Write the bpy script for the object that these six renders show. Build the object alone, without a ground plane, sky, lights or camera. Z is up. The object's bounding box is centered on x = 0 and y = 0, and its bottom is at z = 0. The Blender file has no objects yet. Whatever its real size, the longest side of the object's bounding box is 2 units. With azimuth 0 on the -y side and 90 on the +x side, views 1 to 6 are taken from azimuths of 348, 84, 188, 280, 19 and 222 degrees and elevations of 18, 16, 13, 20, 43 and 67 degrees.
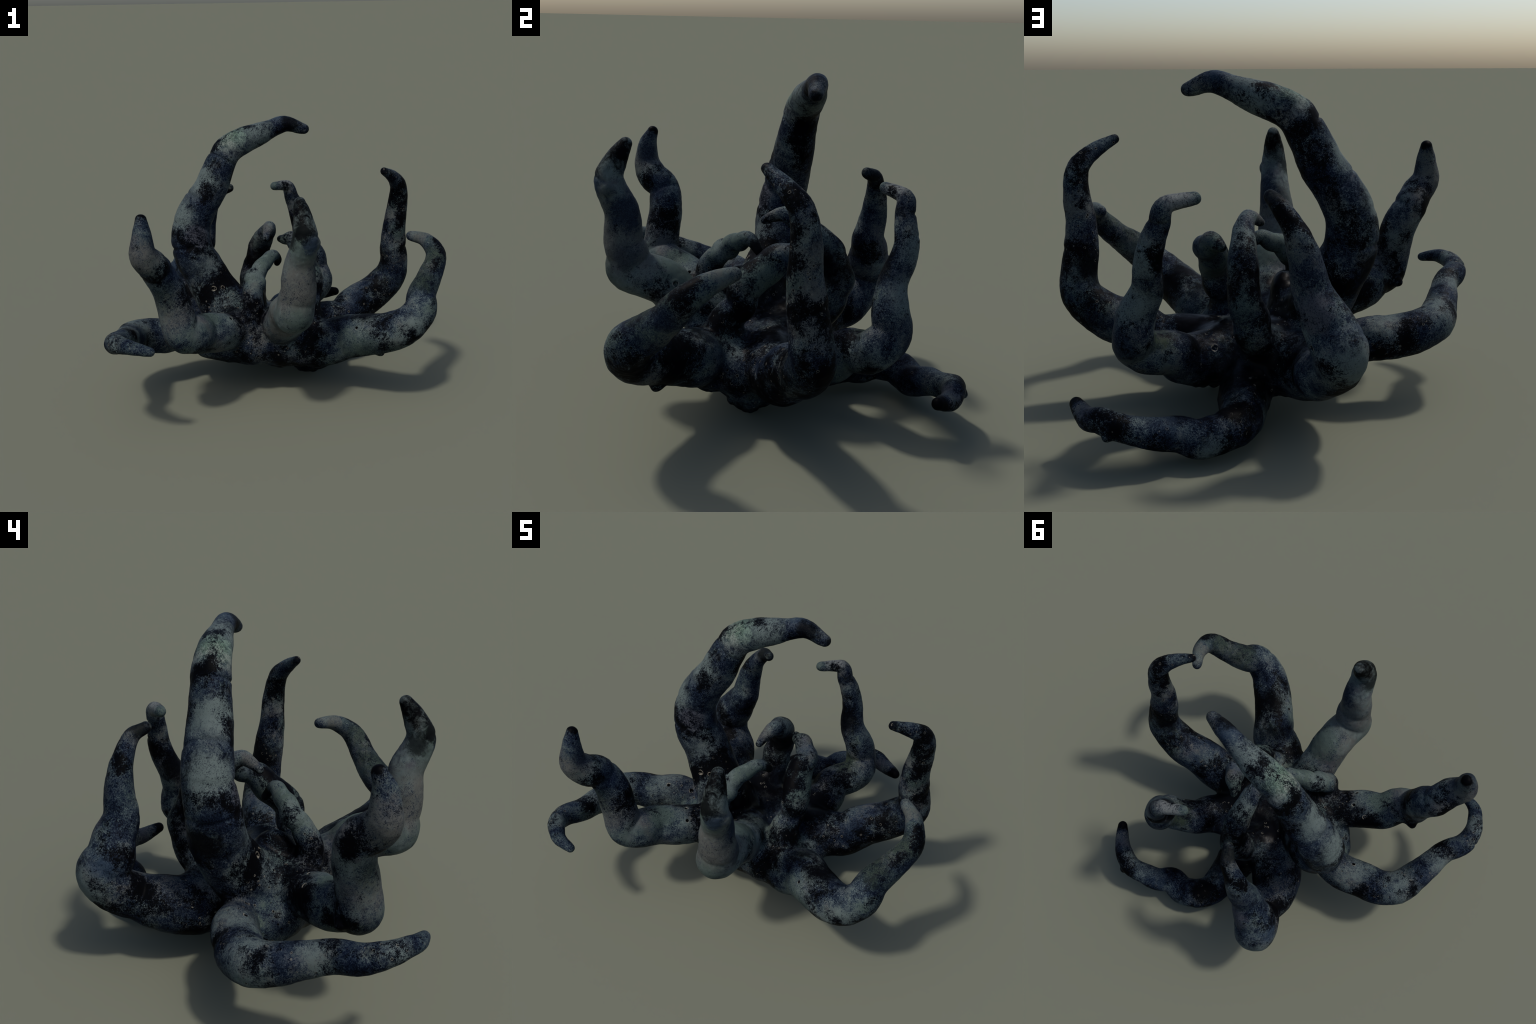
"""Glazed ceramic sea creature: a knot of writhing tentacles that grow out of a lumpy hub.

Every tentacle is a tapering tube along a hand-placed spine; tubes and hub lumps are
melted together as one distance field, meshed once, and then split into named parts."""
import bpy, math
import numpy as np
from mathutils import noise as mnoise, Vector

STEP = 0.0060                # mesh size of the distance field
SPINES = {}


def tentacle_spine(name, *stations):
    """stations: (x, y, z, radius) from root to tip"""
    SPINES[name] = np.array(stations)


tentacle_spine('A',
    (-0.171, -0.090, 0.379, 0.159),
    (-0.250, -0.028, 0.464, 0.149),
    (-0.314, 0.025, 0.564, 0.139),
    (-0.367, 0.061, 0.676, 0.131),
    (-0.421, 0.066, 0.786, 0.125),
    (-0.427, 0.089, 0.928, 0.117),
    (-0.379, 0.106, 1.047, 0.110),
    (-0.299, 0.115, 1.162, 0.101),
    (-0.247, 0.126, 1.274, 0.093),
    (-0.178, 0.139, 1.389, 0.086),
    (-0.074, 0.150, 1.445, 0.078),
    (0.053, 0.154, 1.488, 0.065),
    (0.177, 0.153, 1.531, 0.048),
    (0.316, 0.128, 1.489, 0.014),
)
tentacle_spine('B',
    (0.197, -0.221, 0.247, 0.131),
    (0.245, -0.307, 0.265, 0.134),
    (0.303, -0.376, 0.299, 0.138),
    (0.392, -0.408, 0.334, 0.131),
    (0.457, -0.480, 0.369, 0.124),
    (0.533, -0.553, 0.401, 0.119),
    (0.610, -0.613, 0.433, 0.113),
    (0.690, -0.655, 0.485, 0.103),
    (0.765, -0.646, 0.560, 0.093),
    (0.800, -0.576, 0.620, 0.082),
    (0.869, -0.507, 0.694, 0.069),
    (0.946, -0.428, 0.804, 0.057),
    (0.923, -0.325, 0.870, 0.044),
    (0.849, -0.224, 0.881, 0.017),
)
tentacle_spine('C',
    (0.148, -0.031, 0.260, 0.146),
    (0.271, -0.035, 0.269, 0.140),
    (0.394, -0.031, 0.280, 0.133),
    (0.521, -0.009, 0.288, 0.125),
    (0.620, 0.020, 0.368, 0.120),
    (0.736, 0.054, 0.417, 0.111),
    (0.848, 0.069, 0.507, 0.100),
    (0.879, 0.056, 0.614, 0.090),
    (0.867, 0.040, 0.741, 0.082),
    (0.864, 0.026, 0.874, 0.072),
    (0.878, 0.026, 0.998, 0.064),
    (0.870, 0.006, 1.130, 0.052),
    (0.803, -0.057, 1.211, 0.037),
    (0.713, -0.124, 1.266, 0.015),
)
tentacle_spine('D',
    (0.000, -0.201, 0.340, 0.125),
    (0.009, -0.289, 0.389, 0.121),
    (0.018, -0.375, 0.441, 0.118),
    (0.027, -0.459, 0.495, 0.115),
    (0.026, -0.528, 0.567, 0.113),
    (0.024, -0.619, 0.606, 0.111),
    (0.013, -0.704, 0.636, 0.105),
    (0.023, -0.703, 0.711, 0.101),
    (0.029, -0.723, 0.765, 0.095),
    (0.030, -0.722, 0.837, 0.091),
    (0.036, -0.728, 0.929, 0.082),
    (0.051, -0.778, 1.072, 0.066),
    (0.048, -0.747, 1.167, 0.050),
    (0.042, -0.684, 1.266, 0.012),
)
tentacle_spine('E',
    (-0.130, -0.201, 0.399, 0.099),
    (-0.210, -0.272, 0.406, 0.103),
    (-0.291, -0.340, 0.417, 0.108),
    (-0.375, -0.401, 0.441, 0.114),
    (-0.461, -0.456, 0.467, 0.111),
    (-0.515, -0.535, 0.502, 0.106),
    (-0.583, -0.577, 0.533, 0.100),
    (-0.613, -0.566, 0.652, 0.094),
    (-0.641, -0.547, 0.778, 0.090),
    (-0.698, -0.556, 0.885, 0.085),
    (-0.729, -0.615, 0.941, 0.080),
    (-0.776, -0.651, 1.012, 0.070),
    (-0.774, -0.642, 1.115, 0.052),
    (-0.772, -0.604, 1.213, 0.010),
)
tentacle_spine('F',
    (-0.218, -0.095, 0.280, 0.083),
    (-0.322, -0.065, 0.294, 0.092),
    (-0.427, -0.049, 0.306, 0.102),
    (-0.533, -0.053, 0.321, 0.108),
    (-0.642, -0.096, 0.325, 0.106),
    (-0.742, -0.124, 0.346, 0.101),
    (-0.821, -0.186, 0.374, 0.095),
    (-0.855, -0.289, 0.406, 0.084),
    (-0.876, -0.398, 0.451, 0.073),
    (-0.893, -0.506, 0.490, 0.066),
    (-0.943, -0.607, 0.523, 0.059),
    (-0.935, -0.706, 0.556, 0.049),
    (-0.865, -0.799, 0.568, 0.035),
    (-0.763, -0.839, 0.549, 0.012),
)
tentacle_spine('G',
    (-0.101, 0.099, 0.269, 0.168),
    (-0.185, 0.171, 0.265, 0.155),
    (-0.260, 0.248, 0.271, 0.142),
    (-0.312, 0.337, 0.303, 0.129),
    (-0.324, 0.441, 0.324, 0.112),
    (-0.398, 0.528, 0.395, 0.108),
    (-0.419, 0.587, 0.476, 0.114),
    (-0.383, 0.553, 0.540, 0.112),
    (-0.346, 0.549, 0.617, 0.099),
    (-0.299, 0.526, 0.705, 0.084),
    (-0.272, 0.541, 0.827, 0.070),
    (-0.234, 0.539, 0.942, 0.054),
    (-0.170, 0.516, 1.045, 0.038),
    (-0.107, 0.450, 1.091, 0.016),
)
tentacle_spine('H',
    (0.021, 0.151, 0.220, 0.096),
    (0.022, 0.249, 0.194, 0.092),
    (0.018, 0.346, 0.171, 0.087),
    (0.010, 0.443, 0.149, 0.084),
    (0.007, 0.539, 0.126, 0.088),
    (0.057, 0.621, 0.126, 0.088),
    (0.143, 0.667, 0.106, 0.083),
    (0.231, 0.667, 0.118, 0.074),
    (0.288, 0.724, 0.144, 0.068),
    (0.368, 0.759, 0.165, 0.063),
    (0.448, 0.790, 0.195, 0.058),
    (0.533, 0.768, 0.211, 0.053),
    (0.600, 0.732, 0.197, 0.045),
    (0.692, 0.638, 0.230, 0.019),
)
tentacle_spine('I',
    (0.136, 0.063, 0.268, 0.142),
    (0.236, 0.146, 0.265, 0.128),
    (0.321, 0.233, 0.284, 0.114),
    (0.352, 0.321, 0.341, 0.102),
    (0.438, 0.388, 0.364, 0.098),
    (0.483, 0.423, 0.408, 0.095),
    (0.475, 0.482, 0.471, 0.091),
    (0.457, 0.475, 0.569, 0.084),
    (0.405, 0.488, 0.674, 0.071),
    (0.387, 0.531, 0.776, 0.062),
    (0.361, 0.552, 0.873, 0.054),
    (0.324, 0.548, 0.975, 0.047),
    (0.296, 0.546, 1.053, 0.040),
    (0.173, 0.472, 1.075, 0.016),
)
tentacle_spine('J',
    (0.002, 0.095, 0.280, 0.108),
    (-0.031, 0.148, 0.330, 0.101),
    (-0.030, 0.211, 0.383, 0.093),
    (-0.011, 0.274, 0.436, 0.086),
    (-0.008, 0.296, 0.512, 0.083),
    (0.013, 0.323, 0.577, 0.077),
    (0.027, 0.298, 0.639, 0.073),
    (0.032, 0.276, 0.711, 0.071),
    (0.041, 0.229, 0.772, 0.065),
    (0.049, 0.170, 0.825, 0.058),
    (0.060, 0.109, 0.876, 0.049),
    (0.051, 0.046, 0.914, 0.041),
    (0.028, -0.007, 0.902, 0.031),
    (0.001, -0.067, 0.868, 0.012),
)
tentacle_spine('K',
    (0.222, -0.251, 0.428, 0.085),
    (0.226, -0.227, 0.467, 0.077),
    (0.237, -0.200, 0.501, 0.073),
    (0.250, -0.170, 0.533, 0.070),
    (0.253, -0.172, 0.590, 0.075),
    (0.257, -0.145, 0.638, 0.076),
    (0.247, -0.101, 0.676, 0.076),
    (0.240, -0.052, 0.712, 0.074),
    (0.247, -0.009, 0.755, 0.068),
    (0.260, 0.043, 0.771, 0.057),
    (0.233, 0.080, 0.781, 0.053),
    (0.209, 0.108, 0.814, 0.048),
    (0.173, 0.135, 0.804, 0.033),
    (0.140, 0.176, 0.801, 0.019),
)
tentacle_spine('L',
    (-0.152, -0.311, 0.458, 0.058),
    (-0.138, -0.323, 0.503, 0.056),
    (-0.132, -0.325, 0.550, 0.056),
    (-0.134, -0.316, 0.599, 0.055),
    (-0.124, -0.289, 0.646, 0.051),
    (-0.093, -0.268, 0.672, 0.045),
    (-0.117, -0.245, 0.699, 0.049),
    (-0.086, -0.221, 0.708, 0.048),
    (-0.061, -0.202, 0.743, 0.045),
    (-0.024, -0.168, 0.758, 0.042),
    (0.011, -0.143, 0.785, 0.035),
    (0.046, -0.114, 0.779, 0.027),
    (0.071, -0.090, 0.746, 0.021),
    (0.070, -0.062, 0.706, 0.012),
)

# lumps that make up the hub: centre, radii
HUB = [
    ((0.02, -0.02, 0.28), (0.22, 0.21, 0.13)),
    ((0.27, -0.13, 0.115), (0.11, 0.12, 0.107)),
    ((0.27, -0.30, 0.22), (0.10, 0.10, 0.10)),
    ((0.13, -0.07, 0.18), (0.16, 0.15, 0.11)),
    ((0.02, 0.15, 0.21), (0.12, 0.15, 0.11)),
    ((-0.14, -0.20, 0.28), (0.19, 0.15, 0.13)),
    ((-0.29, -0.20, 0.29), (0.11, 0.12, 0.11)),
    ((0.24, -0.24, 0.32), (0.105, 0.105, 0.105)),
    ((0.33, -0.18, 0.24), (0.11, 0.11, 0.11)),
    ((-0.12, -0.27, 0.38), (0.10, 0.10, 0.10)),
    ((-0.22, -0.16, 0.41), (0.10, 0.10, 0.10)),
    ((0.04, -0.31, 0.28), (0.15, 0.12, 0.13)),
    ((0.16, -0.37, 0.28), (0.10, 0.10, 0.11)),
    ((-0.13, -0.31, 0.31), (0.12, 0.12, 0.12)),
    ((-0.37, -0.15, 0.27), (0.10, 0.09, 0.09)),
    ((0.03, 0.30, 0.14), (0.12, 0.14, 0.11)),
    ((0.01, 0.45, 0.12), (0.10, 0.12, 0.10)),
    ((-0.09, -0.15, 0.50), (0.07, 0.11, 0.12)),
]
# small drips and nubs of glaze: centre, radius
NUBS = [
    ((0.571, -0.559, 0.282), 0.022), ((0.560, -0.550, 0.295), 0.030),
    ((-0.652, -0.506, 0.484), 0.020), ((-0.630, -0.515, 0.492), 0.028),
    ((0.482, 0.836, 0.170), 0.022), ((0.10, -0.78, 1.045), 0.030),
]
# burst bubbles deep enough to show as holes: centre, radius
PITS = [
    ((-0.331, -0.114, 0.603), 0.013), ((-0.277, -0.106, 0.602), 0.010), ((-0.436, 0.286, 0.364), 0.014), ((-0.370, 0.171, 0.342), 0.014),
    ((-0.413, -0.082, 0.400), 0.013), ((-0.552, -0.103, 0.418), 0.012), ((-0.444, 0.336, 0.358), 0.008), ((-0.423, -0.332, 0.523), 0.012),
    ((0.125, -0.477, 0.596), 0.014), ((0.177, 0.233, 0.345), 0.014), ((0.402, -0.106, 0.351), 0.013), ((-0.288, -0.416, 0.520), 0.010),
    ((-0.325, -0.344, 0.532), 0.010), ((-0.307, 0.635, 0.505), 0.011), ((0.415, -0.568, 0.456), 0.009), ((0.032, -0.445, 0.313), 0.009),
]
# creases across an arm: tentacle, fraction of its length, side it opens to, depth, half-width
CREASES = [
    ("A", 0.665, (-0.3, -0.7, 0.4), 0.010, 0.008), ("A", 0.50, (-1, 0, 0), 0.006, 0.012), ("A", 0.33, (-1, -0.3, 0), 0.009, 0.012), ("A", 0.40, (-0.3, -1, 0), 0.006, 0.016),
    ("F", 0.80, (-1, 0.3, 0.5), 0.007, 0.008), ("I", 0.86, (0, 1, 0.3), 0.006, 0.008), ("I", 0.78, (0, 1, 0), 0.004, 0.010), ("E", 0.72, (0.8, -0.2, 0.4), 0.006, 0.014),
    ("D", 0.85, (0.3, -1, 0.2), 0.003, 0.010), ("G", 0.50, (-1, 0, 0), 0.005, 0.014), ("C", 0.62, (1, 0.3, 0), 0.005, 0.014),
    ("B", 0.55, (-0.2, -0.8, 0.5), 0.005, 0.014), ("J", 0.55, (0, 1, 0), 0.004, 0.014), ("K", 0.35, (0.6, -0.6, 0), 0.004, 0.014), ("H", 0.42, (0, 0.5, 1), 0.006, 0.014),
]


# ------------------------------------------------------------------ spines
def catmull(ctrl, per_span):
    p = np.vstack([2 * ctrl[0] - ctrl[1], ctrl, 2 * ctrl[-1] - ctrl[-2]])
    out = []
    for i in range(len(ctrl) - 1):
        a, b, c, d = p[i], p[i + 1], p[i + 2], p[i + 3]
        for f in np.arange(per_span) / per_span:
            out.append(0.5 * (2 * b + (c - a) * f + (2 * a - 5 * b + 4 * c - d) * f * f + (3 * b - a - 3 * c + d) * f ** 3))
    out.append(ctrl[-1])
    out = np.array(out)
    out[:, 3] = np.maximum(out[:, 3], 0.012)
    return out


def blunt_tip(ctrl):
    """end the tube bluntly, with a small crooked nib at the very tip"""
    c = ctrl.copy()
    back = c[-2, :3] - c[-1, :3]
    back /= np.linalg.norm(back)
    nib = c[-1].copy()
    r = max(0.62 * c[-2, 3], 0.018)
    c[-1] = (*(nib[:3] + back * r * 0.8), r)
    nib[3] = 0.011
    nib[:3] += back * 0.010
    return c, nib


# ------------------------------------------------------------------ distance field
LOW = np.array([-1.12, -1.0, -0.06])
HIGH = np.array([1.12, 1.0, 1.66])
DIM = np.ceil((HIGH - LOW) / STEP).astype(int) + 1
AX = [LOW[k] + STEP * np.arange(DIM[k]) for k in range(3)]
FAR = 0.10
HUB_AT = np.array([0.02, -0.02, 0.26])


def window(lo, hi):
    a = np.maximum(np.floor((lo - LOW) / STEP).astype(int), 0)
    b = np.minimum(np.ceil((hi - LOW) / STEP).astype(int) + 1, DIM)
    return tuple(slice(i, j) for i, j in zip(a, b))


def coords(w):
    return np.meshgrid(*[AX[k][w[k]].astype(np.float32) for k in range(3)], indexing="ij", sparse=True)


def tube_field(path):
    """distance to a chain of round cones, within its own window"""
    r_max = path[:, 3].max()
    w = window(path[:, :3].min(0) - r_max - FAR, path[:, :3].max(0) + r_max + FAR)
    off = [s.start for s in w]
    f = np.full([s.stop - s.start for s in w], FAR, np.float32)
    for p, q in zip(path[:-1], path[1:]):
        m = max(p[3], q[3]) + FAR
        v = window(np.minimum(p, q)[:3] - m, np.maximum(p, q)[:3] + m)
        x, y, z = coords(v)
        d = (q - p)[:3]
        t = ((x - p[0]) * d[0] + (y - p[1]) * d[1] + (z - p[2]) * d[2]) / max(d @ d, 1e-9)
        t = np.clip(t, 0, 1)
        g = np.sqrt((x - p[0] - t * d[0]) ** 2 + (y - p[1] - t * d[1]) ** 2 + (z - p[2] - t * d[2]) ** 2) - (p[3] + t * (q[3] - p[3]))
        s = tuple(slice(k.start - o, k.stop - o) for k, o in zip(v, off))
        f[s] = np.minimum(f[s], g)
    return w, f


def lump_field(c, r):
    c, r = np.array(c), np.array(r)
    w = window(c - r - FAR, c + r + FAR)
    x, y, z = coords(w)
    k = np.sqrt(((x - c[0]) / r[0]) ** 2 + ((y - c[1]) / r[1]) ** 2 + ((z - c[2]) / r[2]) ** 2)
    return w, np.minimum((k - 1) * r.min(), FAR).astype(np.float32)


FIELD = np.full(DIM, FAR, np.float32)
NEAREST = np.full(DIM, FAR, np.float32)
OWNER = np.zeros(DIM, np.int8)


def melt(w, f, owner, k_near, k_far, bias=0.0):
    """smooth union, widest near the hub"""
    x, y, z = coords(w)
    dist = np.sqrt((x - HUB_AT[0]) ** 2 + (y - HUB_AT[1]) ** 2 + (z - HUB_AT[2]) ** 2)
    k = k_far + (k_near - k_far) * np.clip((0.62 - dist) / 0.3, 0, 1)
    a = FIELD[w]
    h = np.clip(k - np.abs(a - f), 0, None) / k
    FIELD[w] = np.minimum(a, f) - h * h * k * 0.25
    g = f + bias
    closer = g < NEAREST[w]
    OWNER[w] = np.where(closer, owner, OWNER[w])
    NEAREST[w] = np.where(closer, g, NEAREST[w])


for c, r in HUB:
    melt(*lump_field(c, r), 0, 0.06, 0.05, bias=0.0)
PATHS = {}
for i, (name, ctrl) in enumerate(SPINES.items(), 1):
    body, nib = blunt_tip(ctrl)
    PATHS[name] = np.vstack([catmull(body, 6), nib])
    if name == "L":
        PATHS[name][:, 3] *= 1.12
    melt(*tube_field(PATHS[name]), i, 0.05, 0.006)
for c, r in NUBS:
    w, f = lump_field(c, (r, r, r))
    own = OWNER[tuple(int(round((c[k] - LOW[k]) / STEP)) for k in range(3))]
    melt(w, f, own, 0.02, 0.02)


# ------------------------------------------------------------------ meshing (surface nets)
def surface_nets(f):
    n = np.array(f.shape)
    inside = f < 0
    cell = np.zeros(n - 1, np.int8)
    for dx in (0, 1):
        for dy in (0, 1):
            for dz in (0, 1):
                cell += inside[dx:n[0] - 1 + dx, dy:n[1] - 1 + dy, dz:n[2] - 1 + dz]
    ci = np.argwhere((cell > 0) & (cell < 8))
    index = np.full(n - 1, -1, np.int64)
    index[tuple(ci.T)] = np.arange(len(ci))
    acc, cnt = np.zeros((len(ci), 3)), np.zeros(len(ci))
    for axis in range(3):
        for u in (0, 1):
            for v in (0, 1):
                o = np.zeros(3, int)
                o[(axis + 1) % 3], o[(axis + 2) % 3] = u, v
                e = np.zeros(3, int)
                e[axis] = 1
                a, b = f[tuple((ci + o).T)], f[tuple((ci + o + e).T)]
                cross = (a < 0) != (b < 0)
                t = np.where(cross, a / np.where(cross, a - b, 1), 0)
                acc += cross[:, None] * (ci + o + t[:, None] * e)
                cnt += cross
    verts = LOW + STEP * acc / cnt[:, None]
    quads = []
    for axis in range(3):
        s0, s1 = [slice(None)] * 3, [slice(None)] * 3
        s0[axis], s1[axis] = slice(0, -1), slice(1, None)
        a, b = inside[tuple(s0)], inside[tuple(s1)]
        at = np.argwhere(a != b)
        flip = b[tuple(at.T)]
        u, v = np.eye(3, dtype=int)[(axis + 1) % 3], np.eye(3, dtype=int)[(axis + 2) % 3]
        q = np.stack([index[tuple((at - du - dv).T)] for du, dv in ((0 * u, 0 * v), (u, 0 * v), (u, v), (0 * u, v))], 1)
        q[flip] = q[flip][:, ::-1]
        quads.append(q)
    return verts, np.vstack(quads)


def sample(f, p):
    g = (p - LOW) / STEP
    i = np.clip(np.floor(g).astype(int), 0, DIM - 2)
    t = g - i
    out = 0
    for dx in (0, 1):
        for dy in (0, 1):
            for dz in (0, 1):
                wgt = (t[:, 0] if dx else 1 - t[:, 0]) * (t[:, 1] if dy else 1 - t[:, 1]) * (t[:, 2] if dz else 1 - t[:, 2])
                out = out + wgt * f[i[:, 0] + dx, i[:, 1] + dy, i[:, 2] + dz]
    return out


VERTS, QUADS = surface_nets(FIELD)


def gradient(p):
    e = STEP * 0.8
    g = np.stack([sample(FIELD, p + e * d) - sample(FIELD, p - e * d) for d in np.eye(3)], 1)
    return g / np.maximum(np.linalg.norm(g, axis=1, keepdims=True), 1e-9)


def smooth(p, quads, rounds):
    a = np.concatenate([quads[:, k] for k in range(4)])
    b = np.concatenate([quads[:, (k + 1) % 4] for k in range(4)])
    deg = np.bincount(a, minlength=len(p)) + np.bincount(b, minlength=len(p))
    for lam in rounds:
        s = np.stack([np.bincount(a, p[b, k], len(p)) + np.bincount(b, p[a, k], len(p)) for k in range(3)], 1)
        p = p + lam * (s / deg[:, None] - p)
    return p


for _ in range(2):
    VERTS = VERTS - gradient(VERTS) * sample(FIELD, VERTS)[:, None]
VERTS = smooth(VERTS, QUADS, (0.5, -0.52, 0.5, -0.52, 0.5, -0.52))
NORMAL = gradient(VERTS)


# hand-modelled unevenness of the clay: slow swellings, finer dents, rough knobbly underside of the hub
def clay(p):
    v = Vector(p)
    s = 0.006 * mnoise.noise(v * 6.0) + 0.003 * mnoise.noise(v * 15.0 + Vector((3, 1, 7))) + 0.0012 * mnoise.noise(v * 38.0)
    low = min(max((0.30 - p[2]) / 0.2, 0.0), 1.0) * min(max((0.50 - math.hypot(p[0] - 0.08, p[1] + 0.06)) / 0.2, 0.0), 1.0)
    if low > 0:
        s += low * (0.022 * mnoise.noise(v * 11.0 + Vector((9, 2, 4))) + 0.009 * mnoise.noise(v * 27.0) + 0.004 * mnoise.noise(v * 60.0))
    return s


shape = np.array([clay(p) for p in VERTS.tolist()])
for name, frac, side, depth, half in CREASES:
    p = PATHS[name]
    d = np.cumsum(np.linalg.norm(np.diff(p[:, :3], axis=0), axis=1))
    k = int(np.searchsorted(d / d[-1], frac))
    axis = p[k + 1, :3] - p[k - 1, :3]
    axis /= np.linalg.norm(axis)
    rel = VERTS - p[k, :3]
    out = rel - (rel @ axis)[:, None] * axis
    reach = np.linalg.norm(out, axis=1)
    face = (out / np.maximum(reach, 1e-6)[:, None]) @ (np.array(side) / np.linalg.norm(side))
    wander = 0.008 * np.sin(rel @ np.array([31.0, 23.0, 27.0]))
    shape -= depth * np.exp(-((rel @ axis + wander) / half) ** 2) * np.clip((face + 0.1) / 0.6, 0, 1) * (reach < 1.6 * p[k, 3])
for c, r in PITS:
    d = np.linalg.norm(VERTS - np.array(c), axis=1)
    shape += 0.003 * np.exp(-((d - 1.25 * r) / (0.4 * r)) ** 2) - 1.0 * r * np.clip(1 - (d / r) ** 2, 0, 1)
VERTS = VERTS + NORMAL * shape[:, None]
VERTS[:, 2] -= VERTS[:, 2].min()

FACE_AT = VERTS[QUADS].mean(1)
gi = np.clip(np.rint((FACE_AT - LOW) / STEP).astype(int), 0, DIM - 1)
FACE_OWNER = OWNER[gi[:, 0], gi[:, 1], gi[:, 2]]


# ------------------------------------------------------------------ glaze
class Nodes:
    def __init__(self, name):
        self.mat = bpy.data.materials.new(name)
        self.mat.use_nodes = True
        self.t = self.mat.node_tree
        self.bsdf = self.t.nodes["Principled BSDF"]
        self.pos = self.t.nodes.new("ShaderNodeTexCoord").outputs["Object"]

    def put(self, node, key, value):
        if isinstance(value, bpy.types.NodeSocket):
            self.t.links.new(value, node.inputs[key])
        else:
            node.inputs[key].default_value = value

    def noise(self, scale, detail=4, rough=0.55, warp=0.0, shift=(0, 0, 0), vec=None):
        m = self.t.nodes.new("ShaderNodeMapping")
        self.put(m, "Vector", vec or self.pos)
        m.inputs["Location"].default_value = shift
        n = self.t.nodes.new("ShaderNodeTexNoise")
        self.put(n, "Vector", m.outputs[0])
        self.put(n, "Scale", scale)
        self.put(n, "Detail", detail)
        self.put(n, "Roughness", rough)
        self.put(n, "Distortion", warp)
        return n.outputs["Fac"]

    def cells(self, scale, feature="F1", shift=(0, 0, 0), rand=1.0, vec=None):
        m = self.t.nodes.new("ShaderNodeMapping")
        self.put(m, "Vector", vec or self.pos)
        m.inputs["Location"].default_value = shift
        n = self.t.nodes.new("ShaderNodeTexVoronoi")
        n.feature = feature
        self.put(n, "Vector", m.outputs[0])
        self.put(n, "Scale", scale)
        self.put(n, "Randomness", rand)
        return n

    def step(self, value, lo, hi):
        n = self.t.nodes.new("ShaderNodeMapRange")
        n.interpolation_type = "SMOOTHSTEP"
        self.put(n, "Value", value)
        self.put(n, "From Min", lo)
        self.put(n, "From Max", hi)
        return n.outputs["Result"]

    def math(self, op, a, b=0.0, c=0.0):
        n = self.t.nodes.new("ShaderNodeMath")
        n.operation = op
        self.put(n, 0, a)
        self.put(n, 1, b)
        self.put(n, 2, c)
        return n.outputs[0]

    def mix(self, fac, a, b):
        n = self.t.nodes.new("ShaderNodeMix")
        n.data_type = "RGBA"
        self.put(n, 0, fac)
        for k, v in ((6, a), (7, b)):
            self.put(n, k, (*v, 1.0) if isinstance(v, tuple) else v)
        return n.outputs[2]

    def near(self, at, radius, ragged, soft=0.45):
        """1 inside a ragged-edged patch round a point"""
        n = self.t.nodes.new("ShaderNodeVectorMath")
        n.operation = "DISTANCE"
        self.put(n, 0, self.pos)
        n.inputs[1].default_value = at
        d = self.math("ADD", self.math("DIVIDE", n.outputs["Value"], radius), ragged)
        return self.step(d, 1.0 + soft * 0.5, 1.0 - soft)


PALE = (0.078, 0.098, 0.094)
TAUPE = (0.066, 0.067, 0.061)
MAUVE = (0.050, 0.051, 0.058)
GREEN = (0.044, 0.062, 0.053)
MOSS = (0.018, 0.026, 0.017)
MINT = (0.140, 0.210, 0.150)
CREAM = (0.190, 0.195, 0.180)
NAVY = (0.0034, 0.0058, 0.0142)
BLUE = (0.016, 0.026, 0.041)
BLACK = (0.0011, 0.0012, 0.0017)


def along(name, t):
    """point and tube radius at a fraction of the length"""
    p = PATHS[name]
    d = np.concatenate([[0], np.cumsum(np.linalg.norm(np.diff(p[:, :3], axis=0), axis=1))])
    return np.array([np.interp(t * d[-1], d, p[:, k]) for k in range(4)])


def band(name, t, width, colour, amount=0.9, soft=0.5):
    """a ring of another glaze round a tentacle"""
    q = along(name, t)
    return tuple(q[:3]), math.hypot(q[3], width), colour, amount, soft


def blotch(name, t, toward, radius, colour, amount=0.9, soft=0.5):
    """a patch of another colour on one side of a tentacle"""
    q = along(name, t)
    d = np.array(toward, float)
    return tuple(q[:3] + d / np.linalg.norm(d) * q[3]), radius, colour, amount, soft


HUB_TUNE = dict(navy=0.06, black=0.06, green=0.05, crust=1.0, shift=0.0)


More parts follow.
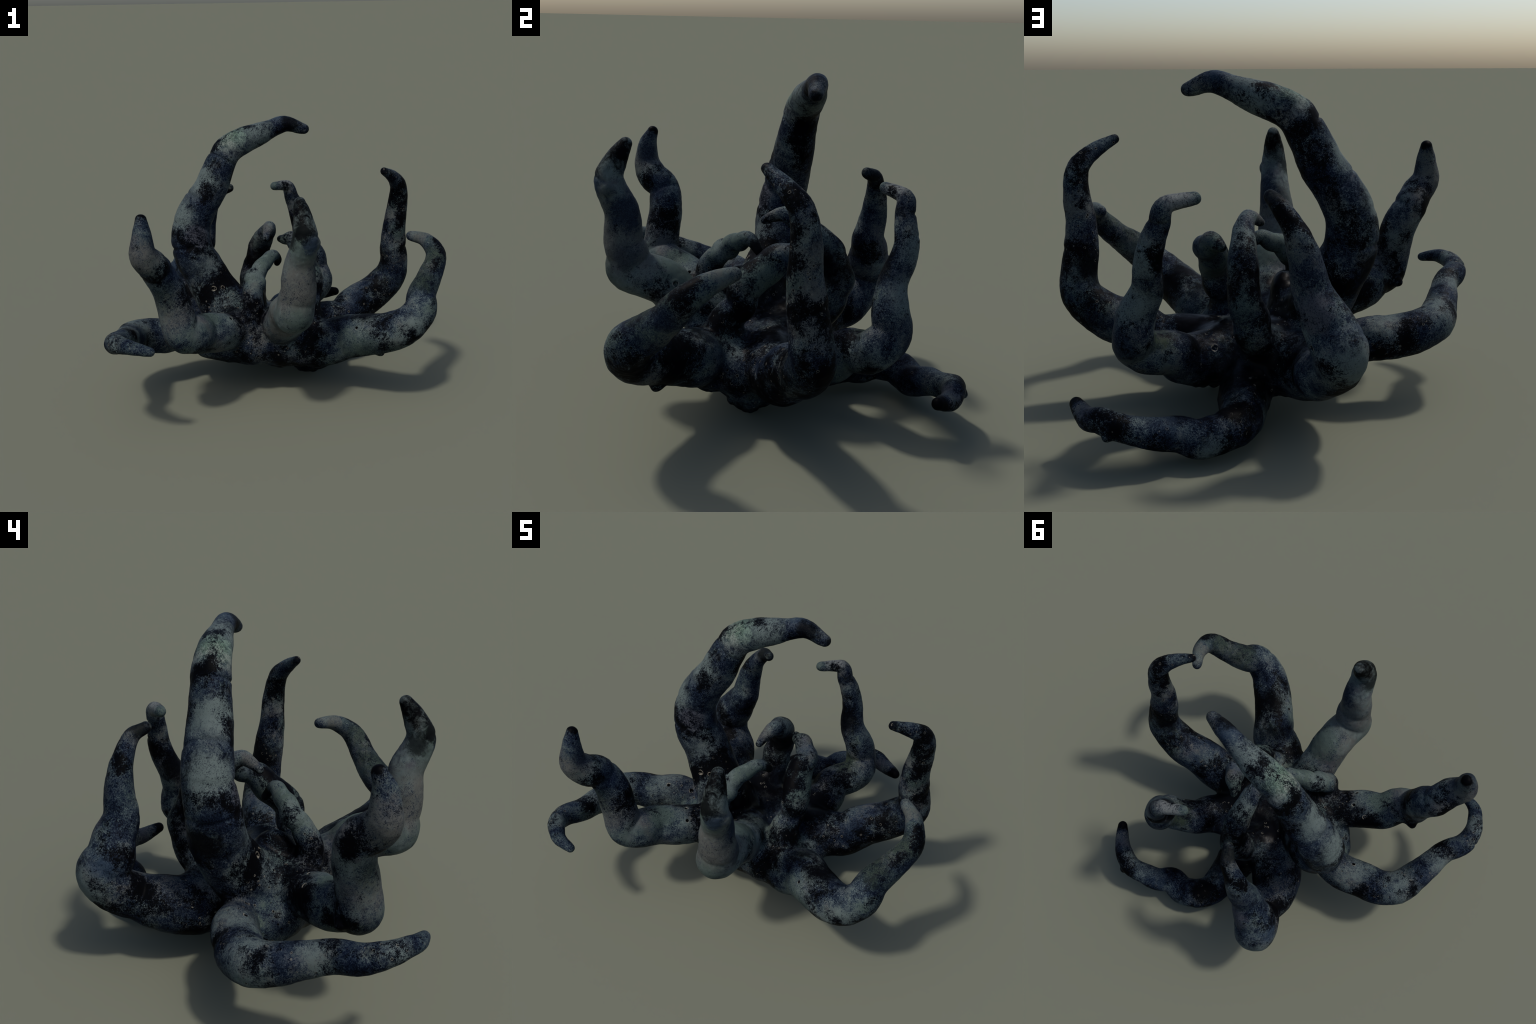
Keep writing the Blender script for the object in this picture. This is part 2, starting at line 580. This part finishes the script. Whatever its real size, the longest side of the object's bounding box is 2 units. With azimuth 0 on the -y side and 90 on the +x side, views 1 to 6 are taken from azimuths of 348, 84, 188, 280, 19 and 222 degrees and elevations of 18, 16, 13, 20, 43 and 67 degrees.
def glaze(name, own, patches=(), shift=0.0, navy=0.0, black=0.0, green=0.0, crust=0.0):
    """mottled glaze: pale grey-green ground, navy threads and specks in slow clouds, black pools.
    Every arm fades into the glaze of the hub at its root, so that no seam shows."""
    n = Nodes(name)
    arm = len(own) > 1
    if arm:
        root = own[0]
        o = n.t.nodes.new("ShaderNodeVectorMath")
        o.operation = "DISTANCE"
        n.put(o, 0, n.pos)
        o.inputs[1].default_value = tuple(root[:3])
        away = n.step(o.outputs["Value"], root[3] + 0.08, root[3] + 0.22)

    def tuned(key, value):
        if not arm:
            return HUB_TUNE[key]
        return n.math("MULTIPLY_ADD", away, value - HUB_TUNE[key], HUB_TUNE[key])

    def faded(a, b):
        """a on the hub, b out on the arm"""
        if not arm:
            return a
        return n.math("ADD", n.math("MULTIPLY", n.math("SUBTRACT", 1.0, away), a), n.math("MULTIPLY", away, b))

    navy, black, green, crust = (tuned(k, v) for k, v in (("navy", navy), ("black", black), ("green", green), ("crust", crust)))
    ragged = n.math("MULTIPLY_ADD", n.noise(26, 8, 0.78, warp=0.6), 2.4, -1.2)
    pale = n.mix(n.step(n.noise(4.5, 3, shift=(4, 2, 1)), 0.42, 0.60), PALE, TAUPE)
    pale = n.mix(n.math("MULTIPLY", n.step(n.noise(6.0, 4, shift=(8, 3, 5)), 0.52, 0.66), 0.8), pale, MAUVE)
    pale = n.mix(n.math("MULTIPLY", n.step(n.math("ADD", n.noise(3.3, 4, shift=(1, 7, 3)), green), 0.50, 0.68), 0.9), pale, GREEN)
    pale = n.mix(n.math("MULTIPLY", n.step(n.noise(42, 5, 0.7, shift=(2, 2, 9)), 0.5, 0.72), 0.5), pale, (0.120, 0.144, 0.136))
    pale = n.mix(n.math("MULTIPLY", n.step(n.noise(9.0, 6, 0.7, shift=(7, 7, 1)), 0.46, 0.62), 0.55), pale, (0.032, 0.043, 0.044))
    # blue mottling: threads and specks
    cloud = n.math("MULTIPLY", faded(n.noise(6.5, 5, 0.62, shift=(11, 5, 2)), n.noise(6.5, 5, 0.62, shift=(11 + shift, 5, 2))), 1.25)
    fine = n.math("MULTIPLY", n.noise(85, 7, 0.80, warp=2.0), 1.85)
    sum_ = n.math("ADD", n.math("ADD", cloud, fine), navy)
    col = n.mix(n.math("MULTIPLY", n.step(sum_, 1.44, 1.57), 0.85), pale, BLUE)
    col = n.mix(n.step(sum_, 1.54, 1.72), col, NAVY)
    col = n.mix(n.step(sum_, 1.70, 1.84), col, BLACK)
    # single dark specks everywhere
    speck = n.step(n.noise(120, 3, 0.6, shift=(5, 5, 5)), 0.66, 0.74)
    col = n.mix(n.math("MULTIPLY", speck, 0.8), col, NAVY)
    rooted = [(p, 1.0) for p in HUB_PATCHES if not arm or np.linalg.norm(np.array(p[0]) - own[0][:3]) < p[1] * 1.6 + 0.30]
    rooted += [(p, away) for p in patches] if arm else []
    for (at, radius, colour, amount, soft), share in rooted:
        if colour is BLACK:
            continue
        layer = n.mix(n.math("MULTIPLY", n.step(n.math("ADD", fine, n.math("MULTIPLY", cloud, 0.45)), 1.26, 1.42), 0.8), colour, NAVY)
        if colour is NAVY:
            layer = n.mix(n.step(fine, 0.80, 0.94), BLUE, NAVY)
        col = n.mix(n.math("MULTIPLY", n.math("MULTIPLY", n.near(at, radius, ragged, soft), amount), share), col, layer)
    # black glaze pools
    pool = n.math("ADD", n.math("MULTIPLY", faded(n.noise(4.6, 4, 0.58, shift=(3, 13, 8)), n.noise(4.6, 4, 0.58, shift=(3, 13 + shift, 8))), 1.6), n.math("MULTIPLY", n.noise(50, 5, 0.7), 0.45))
    pool = n.math("ADD", n.math("ADD", pool, n.math("MULTIPLY", fine, 0.65)), black)
    col = n.mix(n.step(pool, 1.57, 1.70), col, NAVY)
    col = n.mix(n.step(pool, 1.61, 1.76), col, BLACK)
    for (at, radius, colour, amount, soft), share in rooted:
        if colour is BLACK:
            col = n.mix(n.math("MULTIPLY", n.math("MULTIPLY", n.near(at, radius, ragged, soft), amount), share), col, BLACK)
    for c, r in PITS:
        o = n.t.nodes.new("ShaderNodeVectorMath")
        o.operation = "DISTANCE"
        n.put(o, 0, n.pos)
        o.inputs[1].default_value = c
        if min(np.linalg.norm(p[:3] - np.array(c)) for p in own) > 0.25:
            n.t.nodes.remove(o)
            continue
        d = n.math("ADD", o.outputs["Value"], n.math("MULTIPLY_ADD", n.noise(70, 2), 0.008, -0.004))
        lip = n.math("MULTIPLY", n.step(d, r * 0.85, r * 1.05), n.step(d, r * 1.35, r * 1.15))
        col = n.mix(n.math("MULTIPLY", lip, n.math("MULTIPLY", n.step(n.noise(45, 2), 0.46, 0.58), 0.6)), col, (0.22, 0.20, 0.16))  # lip lightened in broken arcs: light glancing off the hole's edge
        col = n.mix(n.step(d, r * 1.0, r * 0.75), col, BLACK)
    height = n.noise(48, 6, 0.62)
    if crust is not None:
        # burst bubbles in the glaze: black pits, thin rims painted pale for caught light
        c = n.cells(34, shift=(1, 2, 3))
        wob = n.math("MULTIPLY_ADD", n.noise(60, 3), 0.16, -0.08)
        d = n.math("ADD", c.outputs["Distance"], wob)
        pick = n.t.nodes.new("ShaderNodeSeparateColor")
        n.put(pick, 0, c.outputs["Color"])
        chosen = n.math("MULTIPLY", n.step(pick.outputs[0], 0.42, 0.44), n.step(n.noise(7, 3, shift=(6, 1, 4)), 0.42, 0.52))
        rim = n.math("MULTIPLY", n.step(d, 0.15, 0.19), n.step(d, 0.27, 0.22))
        rim = n.math("MULTIPLY", rim, n.step(n.noise(40, 2, shift=(3, 8, 1)), 0.46, 0.54))
        pit = n.step(d, 0.20, 0.15)
        col = n.mix(n.math("MULTIPLY", n.math("MULTIPLY", pit, chosen), crust), col, BLACK)
        col = n.mix(n.math("MULTIPLY", n.math("MULTIPLY", rim, chosen), n.math("MULTIPLY", crust, 0.6)), col, (0.16, 0.15, 0.125))
        height = n.math("ADD", height, n.math("MULTIPLY", n.math("MULTIPLY", chosen, crust), n.math("SUBTRACT", rim, n.math("MULTIPLY", pit, 1.5))))
    n.put(n.bsdf, "Base Color", col)
    # wet gloss of the thick glaze on the hub, matt arms
    near_hub = n.near(tuple(HUB_AT), 0.42, 0.0, 0.5)
    n.put(n.bsdf, "Roughness", n.math("MULTIPLY_ADD", near_hub, -0.20, 0.5))
    n.put(n.bsdf, "Specular IOR Level", n.math("MULTIPLY_ADD", near_hub, 0.04, 0.02))
    b = n.t.nodes.new("ShaderNodeBump")
    n.put(b, "Strength", 0.35)
    n.put(b, "Distance", 0.004)
    n.put(b, "Height", height)
    n.put(n.bsdf, "Normal", b.outputs[0])
    return n.mat


GLAZE = {
    "A": dict(navy=0.06, black=-0.06, patches=[
        band("A", 0.80, 0.10, PALE, 0.95), blotch("A", 0.73, (-0.6, -0.3, 0.8), 0.10, MINT, 0.6, 0.9), band("A", 0.70, 0.03, CREAM, 0.6),
        band("A", 0.635, 0.03, NAVY, 0.95), blotch("A", 0.57, (-0.9, -0.5, 0.2), 0.11, PALE, 0.95), band("A", 0.49, 0.03, NAVY, 0.85),
        blotch("A", 0.42, (-0.9, -0.3, 0.2), 0.12, PALE, 0.95), band("A", 0.34, 0.03, NAVY, 0.9), blotch("A", 0.37, (0.2, -1, 0), 0.08, MAUVE, 0.9),
        blotch("A", 0.14, (0.5, -1, 0), 0.17, GREEN, 0.95, 0.8), blotch("A", 0.24, (0.6, -1, 0), 0.13, PALE, 0.6, 0.9),
        blotch("A", 0.90, (0.2, 0.2, 1), 0.06, BLUE, 0.8), blotch("A", 0.93, (0.3, -1, 0.3), 0.07, BLACK), band("A", 1.0, 0.03, BLACK), blotch("A", 0.25, (-1, 0.2, 0.1), 0.10, BLACK)]),
    "B": dict(green=0.08, navy=0.0, black=0.0, patches=[
        blotch("B", 0.50, (0.2, -1, -0.1), 0.10, PALE, 0.9), blotch("B", 0.15, (0.2, 0.3, 1), 0.12, BLACK), blotch("B", 0.36, (-0.2, 0.5, 1), 0.10, BLACK, 0.8), blotch("B", 0.25, (0.3, -1, -0.3), 0.14, GREEN, 0.8, 0.8),
        blotch("B", 0.68, (-0.5, -0.3, 0.8), 0.10, MOSS, 0.8, 0.8), blotch("B", 0.82, (-0.4, -0.6, 0.5), 0.10, MOSS, 0.8, 0.8), band("B", 0.93, 0.03, TAUPE, 0.8), blotch("B", 0.76, (1, -0.3, 0), 0.06, NAVY)]),
    "C": dict(navy=0.05, shift=2.0, crust=0.8, black=0.02, patches=[
        band("C", 0.30, 0.08, BLUE, 0.7), band("C", 0.42, 0.06, BLACK, 0.9), blotch("C", 0.62, (1, 0, 0), 0.13, TAUPE, 0.85), blotch("C", 0.80, (-0.7, -0.7, 0.1), 0.09, MINT, 0.3, 0.9),
        blotch("C", 0.70, (0.3, -1, 0), 0.08, GREEN, 0.8), band("C", 0.90, 0.03, NAVY, 0.7), band("C", 1.0, 0.03, BLACK), blotch("C", 0.58, (-1, 0.4, 0), 0.11, BLACK), band("C", 0.75, 0.06, TAUPE, 0.7)]),  # BLACK at 0.58 paints the unlit inner side of the upright
    "D": dict(navy=-0.22, black=-0.22, green=0.03, patches=[
        band("D", 0.60, 0.16, TAUPE, 0.8, 0.8), band("D", 0.14, 0.10, NAVY, 0.75), blotch("D", 0.28, (0.3, 0.2, 1), 0.12, GREEN, 0.8), blotch("D", 0.50, (0, -1, -0.4), 0.09, GREEN, 0.8, 0.9), blotch("D", 0.55, (1, 0, 0), 0.07, NAVY, 0.6), blotch("D", 0.82, (0.3, -0.8, 0), 0.06, BLUE, 0.9),
        band("D", 0.95, 0.075, BLACK, 1.0, 0.5), blotch("D", 0.88, (-0.4, -0.8, 0), 0.07, BLACK, 0.95), blotch("D", 0.83, (-1, 0.2, 0), 0.06, BLACK, 0.8), blotch("D", 0.72, (1, 0.6, 0), 0.11, NAVY, 0.9)]),
    "E": dict(navy=-0.04, black=-0.04, green=0.05, shift=5.0, patches=[
        band("E", 0.86, 0.07, TAUPE, 0.85), band("E", 0.55, 0.09, TAUPE, 0.75, 0.8), blotch("E", 0.70, (0.5, -0.3, 0.7), 0.08, NAVY, 0.9), blotch("E", 0.28, (0, -0.3, 1), 0.08, GREEN, 0.9),
        band("E", 0.14, 0.07, NAVY, 0.85), band("E", 0.10, 0.06, BLACK, 0.7), blotch("E", 0.40, (0, 0, -1), 0.12, GREEN, 0.6), blotch("E", 0.62, (-0.5, -1, 0), 0.09, MOSS, 0.6, 0.9), band("E", 1.0, 0.035, BLACK, 1.0, 0.3), blotch("E", 0.90, (1, 0, 0), 0.06, NAVY, 0.8)]),
    "F": dict(navy=0.04, black=-0.05, shift=9.0, crust=0.7, patches=[
        band("F", 0.27, 0.05, PALE, 0.9), band("F", 0.38, 0.035, NAVY, 0.95), band("F", 0.46, 0.06, PALE, 0.9), band("F", 0.56, 0.03, NAVY, 0.85), band("F", 0.66, 0.06, PALE, 0.85),
        band("F", 0.76, 0.03, NAVY, 0.9), band("F", 0.86, 0.05, PALE, 0.9), band("F", 0.13, 0.05, BLACK, 0.9)]),
    "G": dict(navy=0.03, black=-0.05, shift=13.0, patches=[
        blotch("G", 0.42, (-0.6, 1, 0.2), 0.13, PALE, 0.9), blotch("G", 0.33, (-0.3, 1, -0.5), 0.08, NAVY, 0.7), blotch("G", 0.55, (-1, -0.2, 0), 0.08, BLUE, 0.8), blotch("G", 0.62, (0.2, 1, 0), 0.09, MAUVE, 0.8),
        band("G", 0.76, 0.06, NAVY, 0.7), band("G", 0.97, 0.07, BLACK, 0.85), band("G", 0.12, 0.08, BLACK, 0.9)]),
    "H": dict(navy=0.10, shift=17.0, crust=0.7, black=0.0, patches=[
        blotch("H", 0.44, (-0.4, 1, -0.6), 0.08, PALE, 0.7), band("H", 0.62, 0.05, BLUE, 0.7), band("H", 0.80, 0.05, PALE, 0.8), band("H", 0.88, 0.04, MAUVE, 0.7), band("H", 0.99, 0.045, BLACK, 1.0, 0.3),
        blotch("H", 0.33, (0.2, 0.5, 1), 0.09, BLACK), band("H", 0.10, 0.10, BLACK, 0.9)]),
    "I": dict(navy=0.0, black=-0.05, shift=21.0, green=0.03, patches=[
        band("I", 0.94, 0.06, CREAM, 0.5), band("I", 0.845, 0.025, BLACK, 0.9), blotch("I", 0.74, (0.3, 1, 0), 0.09, PALE, 0.85), blotch("I", 0.58, (0.6, 1, 0), 0.10, PALE, 0.8),
        blotch("I", 0.44, (0.3, 1, -0.3), 0.09, NAVY, 0.85), band("I", 0.12, 0.07, BLACK, 0.9), blotch("I", 0.32, (-0.2, 0.2, 1), 0.09, MOSS, 0.9), blotch("I", 0.66, (-0.6, -0.8, 0), 0.10, BLACK)]),  # last blotch: shade on the hub-facing side, baked in as black
    "J": dict(shift=25.0, navy=-0.05, black=-0.05, patches=[
        blotch("J", 0.45, (-0.3, 1, 0.2), 0.09, GREEN, 0.8, 0.8), blotch("J", 0.72, (0, 1, 0.5), 0.07, PALE, 0.8), band("J", 0.93, 0.04, TAUPE, 0.7), band("J", 0.15, 0.07, NAVY, 0.8), blotch("J", 0.5, (0.2, -1, 0), 0.13, BLACK)]),
    "K": dict(shift=29.0, green=0.14, navy=-0.10, black=-0.08, patches=[
        band("K", 0.42, 0.10, GREEN, 0.9, 0.8), blotch("K", 0.30, (0.8, -0.6, 0), 0.08, TAUPE, 0.8), band("K", 0.75, 0.05, BLUE, 0.7), band("K", 0.10, 0.05, BLACK, 0.9)]),
    "L": dict(shift=33.0, green=0.14, navy=-0.20, black=-0.20, patches=[
        band("L", 0.50, 0.06, PALE, 0.8), band("L", 0.20, 0.08, GREEN, 0.8, 0.8), band("L", 0.95, 0.07, BLACK, 0.95)]),
}
HUB_PATCHES = [
    ((0.15, -0.10, 0.02), 0.26, BLACK, 0.85, 0.6), ((0.02, 0.08, 0.42), 0.20, BLACK, 0.85, 0.6), ((0.05, 0.30, 0.20), 0.22, BLACK, 0.8, 0.6),
    ((-0.22, -0.20, 0.48), 0.09, GREEN, 0.8, 0.8), ((-0.30, -0.16, 0.50), 0.08, PALE, 0.6, 0.8), ((0.14, -0.30, 0.44), 0.10, GREEN, 0.7, 0.8), ((0.30, -0.24, 0.41), 0.09, GREEN, 0.9, 0.8), ((0.36, -0.20, 0.36), 0.06, PALE, 0.7, 0.8), ((0.0, -0.30, 0.50), 0.09, GREEN, 0.8, 0.8),
    ((-0.25, -0.25, 0.16), 0.14, BLACK, 0.85, 0.6),
]


# ------------------------------------------------------------------ parts
whole = bpy.data.meshes.new("whole")


def fill(mesh, verts, quads):
    mesh.vertices.add(len(verts))
    mesh.vertices.foreach_set("co", verts.astype(np.float32).ravel())
    mesh.loops.add(quads.size)
    mesh.loops.foreach_set("vertex_index", quads.astype(np.int32).ravel())
    mesh.polygons.add(len(quads))
    mesh.polygons.foreach_set("loop_start", np.arange(0, quads.size, 4, dtype=np.int32))
    mesh.polygons.foreach_set("loop_total", np.full(len(quads), 4, np.int32))
    mesh.polygons.foreach_set("use_smooth", np.ones(len(quads), bool))
    mesh.update(calc_edges=True)


fill(whole, VERTS, QUADS)
vn = np.empty(len(VERTS) * 3, np.float32)
whole.vertex_normals.foreach_get("vector", vn)
vn = vn.reshape(-1, 3)
bpy.data.meshes.remove(whole)

root = bpy.data.objects.new("ceramic_tentacles", None)
bpy.context.scene.collection.objects.link(root)
root["label"] = "dark blue glazed ceramic cluster of curling tentacles"
root["category"] = "ceramic sculpture"


def add_part(name, owner, material):
    quads = QUADS[FACE_OWNER == owner]
    used, inv = np.unique(quads, return_inverse=True)
    mesh = bpy.data.meshes.new(name)
    fill(mesh, VERTS[used], inv.reshape(-1, 4))
    mesh.normals_split_custom_set_from_vertices(vn[used].tolist())
    mesh.materials.append(material)
    ob = bpy.data.objects.new(name, mesh)
    bpy.context.scene.collection.objects.link(ob)
    ob.parent = root
    return ob


add_part("body", 0, glaze("hub_glaze", [HUB_AT]))
for i, name in enumerate(SPINES, 1):
    add_part("tentacle", i, glaze("tentacle_glaze", PATHS[name], **GLAZE[name]))
